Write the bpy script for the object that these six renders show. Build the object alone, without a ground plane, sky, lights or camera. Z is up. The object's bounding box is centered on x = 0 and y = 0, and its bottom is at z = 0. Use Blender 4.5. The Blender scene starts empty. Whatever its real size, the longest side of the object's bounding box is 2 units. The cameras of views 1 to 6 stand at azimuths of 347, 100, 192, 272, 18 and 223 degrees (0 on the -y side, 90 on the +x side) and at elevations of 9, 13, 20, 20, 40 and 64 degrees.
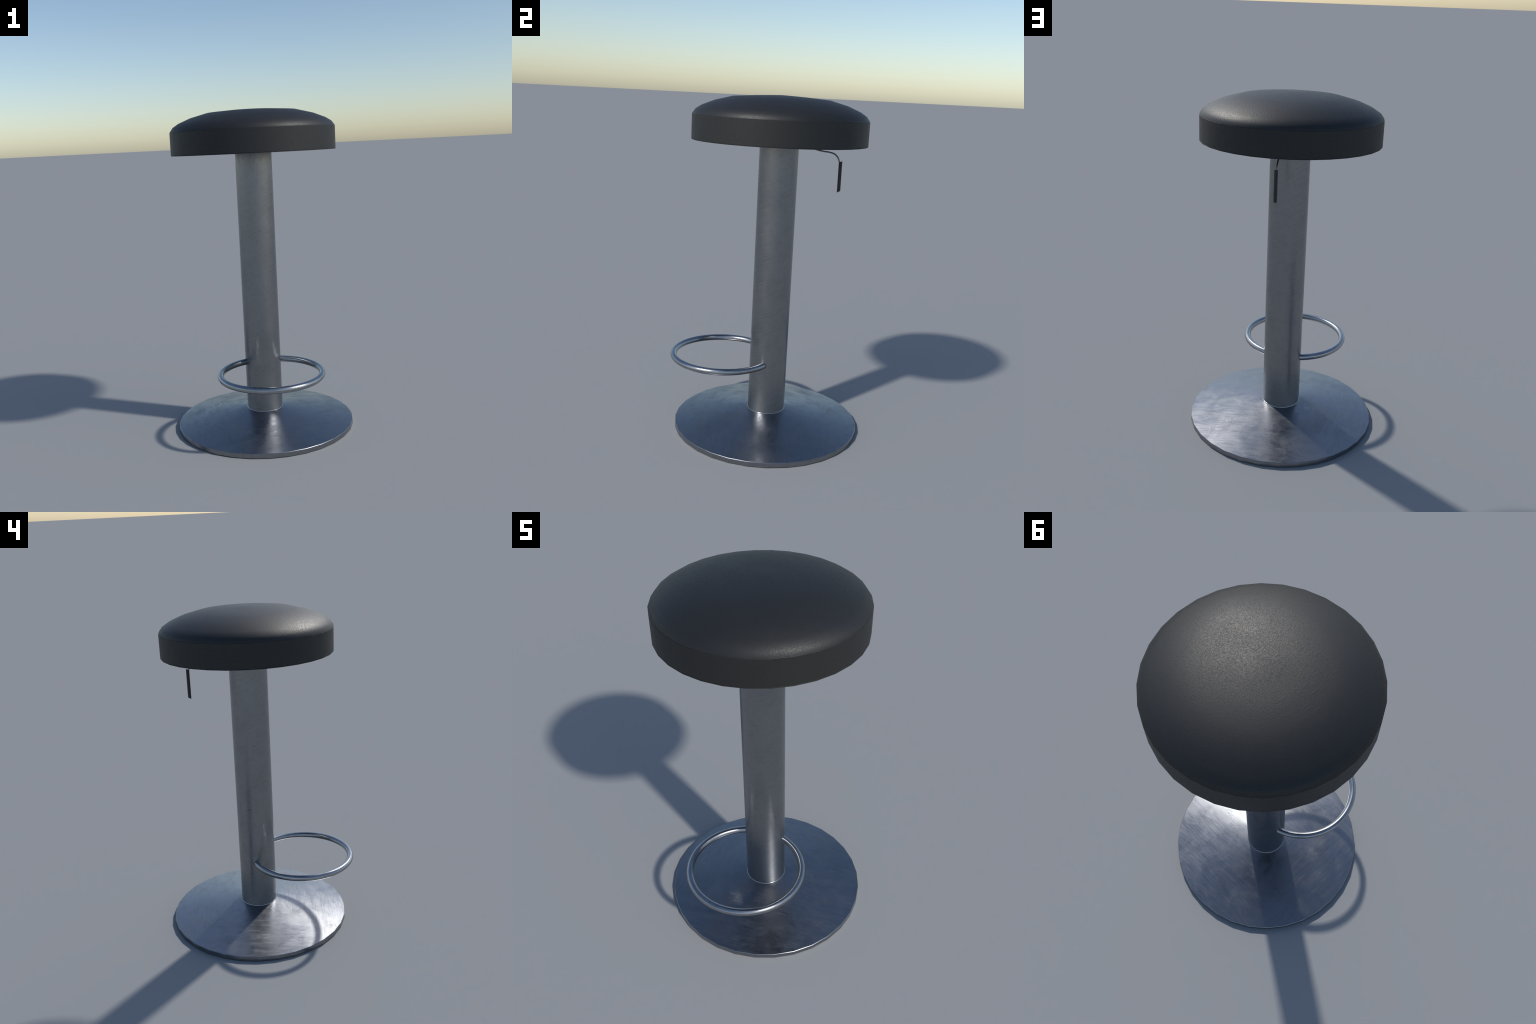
"""Bar stool: round black leather seat on a brushed steel column with a conical
foot plate, a ring foot rest and a thin height lever with a rubber grip."""
import bpy, bmesh, math
from mathutils import Vector

AXIS_Y = 0.0266          # the column axis; the ring foot rest juts out to -y
SIDES = 32               # the lathe-turned parts are 32-sided

# ---------------------------------------------------------------- node helpers
class Nodes:
    def __init__(self, name):
        self.mat = bpy.data.materials.new(name)
        self.mat.use_nodes = True
        self.tree = self.mat.node_tree
        self.bsdf = self.tree.nodes["Principled BSDF"]
        self.coord = self.tree.nodes.new("ShaderNodeTexCoord")

    def link(self, a, b):
        self.tree.links.new(a, b)

    def math(self, op, a, b=None, c=None, clamp=False):
        n = self.tree.nodes.new("ShaderNodeMath")
        n.operation = op
        n.use_clamp = clamp
        for i, v in enumerate((a, b, c)):
            if v is None:
                continue
            if isinstance(v, (int, float)):
                n.inputs[i].default_value = v
            else:
                self.link(v, n.inputs[i])
        return n.outputs[0]

    def mapping(self, vec, scale=(1, 1, 1), rot=(0, 0, 0), loc=(0, 0, 0)):
        n = self.tree.nodes.new("ShaderNodeMapping")
        n.inputs["Scale"].default_value = scale
        n.inputs["Rotation"].default_value = rot
        n.inputs["Location"].default_value = loc
        self.link(vec, n.inputs["Vector"])
        return n.outputs[0]

    def noise(self, vec, scale, detail=2.0, rough=0.5, distortion=0.0):
        n = self.tree.nodes.new("ShaderNodeTexNoise")
        n.inputs["Scale"].default_value = scale
        n.inputs["Detail"].default_value = detail
        n.inputs["Roughness"].default_value = rough
        n.inputs["Distortion"].default_value = distortion
        self.link(vec, n.inputs["Vector"])
        return n.outputs["Fac"]

    def voronoi(self, vec, scale, feature="F1"):
        n = self.tree.nodes.new("ShaderNodeTexVoronoi")
        n.feature = feature
        n.inputs["Scale"].default_value = scale
        self.link(vec, n.inputs["Vector"])
        return n.outputs["Distance"]

    def range(self, v, a, b, lo=0.0, hi=1.0):
        n = self.tree.nodes.new("ShaderNodeMapRange")
        n.inputs["From Min"].default_value = a
        n.inputs["From Max"].default_value = b
        n.inputs["To Min"].default_value = lo
        n.inputs["To Max"].default_value = hi
        self.link(v, n.inputs["Value"])
        return n.outputs["Result"]

    def mix(self, fac, a, b):
        n = self.tree.nodes.new("ShaderNodeMix")
        n.data_type = "RGBA"
        self.link(fac, n.inputs["Factor"])
        for v, s in ((a, n.inputs["A"]), (b, n.inputs["B"])):
            if isinstance(v, tuple):
                s.default_value = (*v, 1.0)
            else:
                self.link(v, s)
        return n.outputs["Result"]

    def bump(self, height, strength, distance, normal=None):
        n = self.tree.nodes.new("ShaderNodeBump")
        n.inputs["Strength"].default_value = strength
        n.inputs["Distance"].default_value = distance
        self.link(height, n.inputs["Height"])
        if normal is not None:
            self.link(normal, n.inputs["Normal"])
        return n.outputs["Normal"]


# ------------------------------------------------------------------- materials
def helical_streaks(m, slope=0.36, along=1.6, across=60.0, detail=3.0):
    """Brushing that winds round the z axis.  Two unwrapped copies, each with
    its seam on the other's good side, are cross-faded so that none shows."""
    sep = m.tree.nodes.new("ShaderNodeSeparateXYZ")
    m.link(m.coord.outputs["Object"], sep.inputs[0])
    x, y, zz = sep.outputs
    faded = []
    for sign in (1.0, -1.0):
        ang = m.math("ARCTAN2", m.math("MULTIPLY", y, sign), m.math("MULTIPLY", x, sign))
        arc = m.math("MULTIPLY", ang, 0.112)
        w = m.math("SUBTRACT", zz, m.math("MULTIPLY", arc, slope))
        comb = m.tree.nodes.new("ShaderNodeCombineXYZ")
        m.link(m.math("MULTIPLY", arc, along), comb.inputs[0])
        m.link(m.math("MULTIPLY", w, across), comb.inputs[1])
        comb.inputs[2].default_value = 3.0 * sign
        faded.append(m.noise(comb.outputs[0], 4.0, detail, 0.6))
    t = m.range(x, -0.04, 0.04)
    n = m.tree.nodes.new("ShaderNodeMix")
    n.data_type = "FLOAT"
    m.link(t, n.inputs["Factor"])
    m.link(faded[1], n.inputs["A"])
    m.link(faded[0], n.inputs["B"])
    return n.outputs["Result"]


def sector_streaks(m):
    """Straight brushing of the foot plate: along x, but along y on its -x side."""
    obj = m.coord.outputs["Object"]
    along_x = m.noise(m.mapping(obj, (4, 110, 30), (0, 0, math.radians(6))), 1.6, 4, 0.62)
    along_y = m.noise(m.mapping(obj, (110, 4, 30), (0, 0, math.radians(-5))), 1.6, 4, 0.62)
    soft_x = m.noise(m.mapping(obj, (5, 10, 6), (0, 0, math.radians(6)), (2, 1, 0)), 2.2, 6, 0.70, 0.5)
    soft_y = m.noise(m.mapping(obj, (12, 4, 6), (0, 0, math.radians(-5)), (1, 2, 0)), 2.4, 6, 0.70, 0.5)
    sep = m.tree.nodes.new("ShaderNodeSeparateXYZ")
    m.link(obj, sep.inputs[0])
    side = m.math("SUBTRACT", m.math("MULTIPLY", sep.outputs[0], -1.0), m.math("ABSOLUTE", sep.outputs[1]))
    t = m.range(side, -0.12, 0.04)
    out = []
    for a, b in ((along_x, along_y), (soft_x, soft_y)):
        n = m.tree.nodes.new("ShaderNodeMix")
        n.data_type = "FLOAT"
        m.link(t, n.inputs["Factor"])
        m.link(a, n.inputs["A"])
        m.link(b, n.inputs["B"])
        out.append(n.outputs["Result"])
    return out


def worn_steel(name, brushing, colour, rough, grime, smudge_rough):
    """Worn brushed steel: streaks, cloudy smudges, grainy patches, dark pits."""
    m = Nodes(name)
    obj = m.coord.outputs["Object"]
    cloud = m.noise(obj, 7.0, 6, 0.65, 0.6)
    if brushing == "helical":
        streak = helical_streaks(m, across=30.0, detail=4.0)
        smudge = helical_streaks(m, along=9.0, across=9.0, detail=6.0)
    else:
        streak, smudge = sector_streaks(m)
    fine = m.noise(obj, 300, 3, 0.65)
    patch = m.range(m.noise(m.mapping(obj, loc=(4, 4, 2)), 9.0, 5, 0.65, 0.5), 0.50, 0.60)
    grain = m.math("MULTIPLY", m.range(fine, 0.48, 0.62), patch)
    flecks = m.math("MULTIPLY", m.range(m.noise(obj, 70, 3, 0.55), 0.64, 0.72), patch)
    specks = m.range(m.voronoi(m.mapping(obj, loc=(1.3, 2.2, 0.4)), 26), 0.075, 0.05)
    specks = m.math("MULTIPLY", specks, m.range(m.noise(obj, 11, 2), 0.48, 0.60))

    r = m.range(cloud, 0.34, 0.68, rough[0], rough[1])
    r = m.math("ADD", r, m.range(smudge, 0.48, 0.70, 0.0, smudge_rough))
    r = m.math("ADD", r, m.range(streak, 0.3, 0.7, -0.03, 0.03))
    r = m.math("ADD", r, m.math("MULTIPLY", m.math("MAXIMUM", grain, flecks), 0.10))
    m.link(r, m.bsdf.inputs["Roughness"])

    dark = tuple(c * (1 - 0.55 * grime) for c in colour)
    pit = tuple(c * 0.5 for c in colour)
    light = tuple(c * 1.07 for c in colour)
    c = m.mix(m.range(streak, 0.35, 0.65), tuple(v * 0.97 for v in colour), light)
    c = m.mix(m.range(smudge, 0.50, 0.74, 0.0, 0.8), c, dark)
    c = m.mix(m.math("MULTIPLY", grain, 0.35), c, pit)
    c = m.mix(m.math("MULTIPLY", m.math("MAXIMUM", flecks, specks), 0.7), c, pit)
    m.link(c, m.bsdf.inputs["Base Color"])
    m.bsdf.inputs["Metallic"].default_value = 1.0

    n = m.bump(streak, 0.09, 0.0012)
    n = m.bump(fine, 0.06, 0.0008, n)
    n = m.bump(m.math("MULTIPLY", m.math("MAXIMUM", flecks, specks), -1.0), 0.22, 0.0012, n)
    m.link(n, m.bsdf.inputs["Normal"])
    return m.mat


def polished_steel(name, colour, rough):
    m = Nodes(name)
    obj = m.coord.outputs["Object"]
    f = m.noise(obj, 12, 4, 0.6)
    m.link(m.range(f, 0.3, 0.7, rough - 0.03, rough + 0.05), m.bsdf.inputs["Roughness"])
    m.link(m.mix(m.range(f, 0.35, 0.65), tuple(c * 0.92 for c in colour), tuple(c * 1.05 for c in colour)),
           m.bsdf.inputs["Base Color"])
    m.bsdf.inputs["Metallic"].default_value = 1.0
    return m.mat


def leather(name, colour, wrinkled, rough):
    m = Nodes(name)
    obj = m.coord.outputs["Object"]
    grain = m.noise(obj, 185, 2.5, 0.55, 0.4)
    fine = m.noise(obj, 420, 2, 0.55)
    cloud = m.noise(obj, 4.0, 4, 0.6)
    c = m.mix(m.range(cloud, 0.3, 0.7), tuple(v * 0.92 for v in colour), tuple(v * 1.06 for v in colour))
    c = m.mix(m.range(grain, 0.38, 0.62, 0.0, 1.0), c, tuple(v * 1.25 for v in colour))  # grain specks lightened in colour to paint sparkle into the seat highlight
    m.link(c, m.bsdf.inputs["Base Color"])
    m.link(m.math("ADD", m.range(cloud, 0.3, 0.7, rough - 0.02, rough + 0.03), m.range(grain, 0.35, 0.65, 0.07, -0.07)),
           m.bsdf.inputs["Roughness"])
    n = m.bump(grain, 0.27, 0.0016)
    n = m.bump(fine, 0.15, 0.0008, n)
    if wrinkled:                      # short parallel creases worn into the top
        where = m.range(m.noise(m.mapping(obj, loc=(2.35, 5.1, 1)), 3.2, 3), 0.44, 0.66)
        crease = m.noise(m.mapping(obj, (150, 20, 20), (0, 0, math.radians(4))), 1.0, 2, 0.5)
        n = m.bump(m.math("MULTIPLY", m.range(crease, 0.55, 0.70), where), 0.15, 0.0016, n)
    m.link(n, m.bsdf.inputs["Normal"])
    return m.mat


def rubber(name):
    m = Nodes(name)
    obj = m.coord.outputs["Object"]
    f = m.noise(obj, 220, 2)
    m.link(m.mix(f, (0.014, 0.014, 0.0145), (0.020, 0.020, 0.021)), m.bsdf.inputs["Base Color"])
    m.bsdf.inputs["Roughness"].default_value = 0.55
    m.link(m.bump(f, 0.15, 0.001), m.bsdf.inputs["Normal"])
    return m.mat


# -------------------------------------------------------------------- geometry
def add(name, mesh, parent, mat):
    ob = bpy.data.objects.new(name, mesh)
    bpy.context.scene.collection.objects.link(ob)
    ob.parent = parent
    mesh.materials.append(mat)
    return ob


def finish(name, bm, sharp_deg):
    bmesh.ops.recalc_face_normals(bm, faces=bm.faces)
    for e in bm.edges:
        e.smooth = not (len(e.link_faces) == 2 and e.calc_face_angle(0) > math.radians(sharp_deg))
    for f in bm.faces:
        f.smooth = True
    me = bpy.data.meshes.new(name)
    bm.to_mesh(me)
    bm.free()
    return me


def lathe(name, profile, sides=SIDES, sharp_deg=25):
    """Turn a list of (radius, height) about the z axis; radius 0 makes a pole."""
    bm = bmesh.new()
    rings = []
    for r, z in profile:
        if r < 1e-6:
            rings.append([bm.verts.new((0, 0, z))])
        else:
            rings.append([bm.verts.new((r * math.cos(2 * math.pi * i / sides),
                                        r * math.sin(2 * math.pi * i / sides), z))
                          for i in range(sides)])
    for a, b in zip(rings, rings[1:]):
        for i in range(sides):
            j = (i + 1) % sides
            vs = [a[i % len(a)], a[j % len(a)], b[j % len(b)], b[i % len(b)]]
            uniq = []
            for v in vs:
                if v not in uniq:
                    uniq.append(v)
            if len(uniq) > 2:
                bm.faces.new(uniq)
    return finish(name, bm, sharp_deg)


def rod(name, points, radius, sides=12):
    """Sweep a circle along a polyline, with end caps."""
    bm = bmesh.new()
    pts = [Vector(p) for p in points]
    rings = []
    side = None
    for k, p in enumerate(pts):
        t = (pts[min(k + 1, len(pts) - 1)] - pts[max(k - 1, 0)]).normalized()
        if side is None:
            ref = Vector((0, 0, 1)) if abs(t.z) < 0.9 else Vector((1, 0, 0))
            side = t.cross(ref).normalized()
        side = (side - t * side.dot(t)).normalized()
        up = t.cross(side)
        rings.append([bm.verts.new(p + radius * (math.cos(2 * math.pi * i / sides) * side +
                                                 math.sin(2 * math.pi * i / sides) * up))
                      for i in range(sides)])
    for a, b in zip(rings, rings[1:]):
        for i in range(sides):
            j = (i + 1) % sides
            bm.faces.new((a[i], a[j], b[j], b[i]))
    bm.faces.new(rings[0])
    bm.faces.new(rings[-1])
    return finish(name, bm, 40)


def catmull(ctrl, steps=8):
    p = [Vector(c) for c in ctrl]
    p = [2 * p[0] - p[1]] + p + [2 * p[-1] - p[-2]]
    out = []
    for a, b, c, d in zip(p, p[1:], p[2:], p[3:]):
        for s in range(steps):
            t = s / steps
            out.append(0.5 * ((2 * b) + (c - a) * t + (2 * a - 5 * b + 4 * c - d) * t * t +
                              (3 * b - a - 3 * c + d) * t ** 3))
    out.append(p[-2])
    return out


# ----------------------------------------------------------------------- build
stool = bpy.data.objects.new("bar_stool", None)
bpy.context.scene.collection.objects.link(stool)
stool["label"] = "bar stool with round black leather seat on brushed steel column"
stool["category"] = "bar stool"
stool.location = (0, AXIS_Y, 0)

steel_base = worn_steel("brushed_steel_plate", "straight", (0.270, 0.280, 0.300), (0.25, 0.35), 0.42, 0.11)  # colour tinted bluish to deepen the reflected sky on the cone
steel_column = worn_steel("brushed_steel_tube", "helical", (0.270, 0.278, 0.292), (0.27, 0.36), 0.22, 0.05)
steel_ring = polished_steel("polished_steel_ring", (0.38, 0.385, 0.395), 0.20)
steel_wire = polished_steel("dull_steel_wire", (0.20, 0.205, 0.21), 0.35)
black_leather = leather("black_leather_top", (0.0122, 0.0124, 0.0127), True, 0.53)
band_leather = leather("black_leather_band", (0.0124, 0.0125, 0.0124), False, 0.57)
black_rubber = rubber("black_rubber")

# foot plate: thin vertical rim, small bright chamfer, shallow cone to the column
RIM_R, RIM_Z, TUBE_R, TUBE_Z = 0.5602, 0.0292, 0.1127, 0.112
cone = []
for k in range(9):
    t = k / 8
    cone.append((RIM_R - 0.0022 + (TUBE_R - 0.004 - RIM_R + 0.0022) * t, RIM_Z + (TUBE_Z - RIM_Z) * t))
plate = [(0.0, 0.0), (RIM_R - 0.002, 0.0), (RIM_R, 0.0015), (RIM_R, RIM_Z - 0.0022)] + cone
add("base_plate", lathe("base_plate", plate, sharp_deg=25), stool, steel_base)

# column: plain tube with a thin weld bead at its foot
column = add("column", lathe("column", [(TUBE_R, TUBE_Z - 0.006), (TUBE_R, TUBE_Z + 0.004), (TUBE_R, 0.42),
                                        (TUBE_R, 1.0), (TUBE_R, 1.748)], sides=SIDES), stool, steel_column)
bead = [(TUBE_R - 0.002, TUBE_Z + 0.0035), (TUBE_R + 0.0016, TUBE_Z + 0.0026), (TUBE_R + 0.0028, TUBE_Z),
        (TUBE_R + 0.0028, TUBE_Z - 0.004)]
add("weld_bead", lathe("weld_bead", bead, sides=64, sharp_deg=80), column, steel_ring)

# ring foot rest: a bent round bar whose ends run into the sides of the column
RING_R, BAR_R, RING_Z = 0.3054, 0.0193, 0.4160
RING_C = Vector((-0.0184, -0.2622 - AXIS_Y, RING_Z))
gap = math.radians(14)                     # the open part lies inside the tube
a0, a1 = math.pi / 2 + gap, math.pi / 2 + 2 * math.pi - gap
arc = [RING_C + Vector((RING_R * math.cos(a0 + (a1 - a0) * k / 88), RING_R * math.sin(a0 + (a1 - a0) * k / 88), 0))
       for k in range(89)]
add("footrest_ring", rod("footrest_ring", arc, BAR_R, 20), stool, steel_ring)

# seat: domed leather cushion, straight side band, sewn seams, flat underside
SEAT_R, BAND_Z, UNDER_Z = 0.5047, 1.877, 1.7366
dome = [(SEAT_R - 0.0030, BAND_Z - 0.0016), (SEAT_R - 0.0006, BAND_Z + 0.001), (0.4850, 1.9045), (0.4500, 1.9270),
        (0.3770, 1.9570), (0.2760, 1.9835), (0.1450, 1.9936), (0.0600, 1.9977), (0.0, 2.0)]
cushion = add("seat_cushion", lathe("seat_cushion", dome, sharp_deg=60), stool, black_leather)
# the leather is pulled tight over the edge: its shading turns level at the seam
level = []
for v, n in zip(cushion.data.vertices, cushion.data.vertex_normals):
    r = math.hypot(v.co.x, v.co.y)
    if r > SEAT_R - 0.004:
        out = Vector((v.co.x / r, v.co.y / r, 0.36)).normalized()
        level.append(out)
    else:
        level.append(n.vector.copy())
cushion.data.normals_split_custom_set_from_vertices([tuple(n) for n in level])
band = [(SEAT_R - 0.030, BAND_Z - 0.0004), (SEAT_R - 0.0010, BAND_Z - 0.0010), (SEAT_R, BAND_Z - 0.0022), (SEAT_R, UNDER_Z + 0.0050),
        (SEAT_R - 0.0012, UNDER_Z + 0.0040), (SEAT_R, UNDER_Z + 0.0030), (SEAT_R, UNDER_Z + 0.0005)]
add("side_band", lathe("side_band", band, sharp_deg=15), cushion, band_leather)
add("seat_underside", lathe("seat_underside", [(SEAT_R - 0.0005, UNDER_Z + 0.0005), (SEAT_R - 0.002, UNDER_Z),
                                               (SEAT_R - 0.006, UNDER_Z + 0.0022), (0.30, UNDER_Z + 0.0050), (0.0, UNDER_Z + 0.0095)], sharp_deg=60), cushion, black_rubber)

# height lever: thin bent wire out from under the seat, with a sheared grip
wire = [(0, 0.158, 1.7480), (0, 0.176, 1.7340), (0, 0.202, 1.7210), (0, 0.2445, 1.7070), (0, 0.281, 1.7005), (0, 0.309, 1.6980), (0, 0.327, 1.6950),
        (0, 0.345, 1.6890), (0, 0.358, 1.6790), (0, 0.368, 1.6660), (0, 0.3755, 1.6470), (0, 0.379, 1.6300)]
lever = add("height_lever", rod("height_lever", [(p.x, p.y - AXIS_Y, p.z) for p in catmull(wire, 4)], 0.0044, 10),
            stool, steel_wire)
GRIP_R, GRIP_Y = 0.0098, 0.3824 - AXIS_Y
bm = bmesh.new()
rings = []
for zc, tilt in ((1.4772, 28), (1.6475, 23)):
    rings.append([bm.verts.new((GRIP_R * math.cos(2 * math.pi * i / 12), GRIP_Y + GRIP_R * math.sin(2 * math.pi * i / 12),
                                zc + GRIP_R * math.sin(2 * math.pi * i / 12) * math.tan(math.radians(tilt)))) for i in range(12)])
for i in range(12):
    bm.faces.new((rings[0][i], rings[0][(i + 1) % 12], rings[1][(i + 1) % 12], rings[1][i]))
bm.faces.new(rings[0])
bm.faces.new(rings[1])
add("lever_grip", finish("lever_grip", bm, 40), lever, black_rubber)
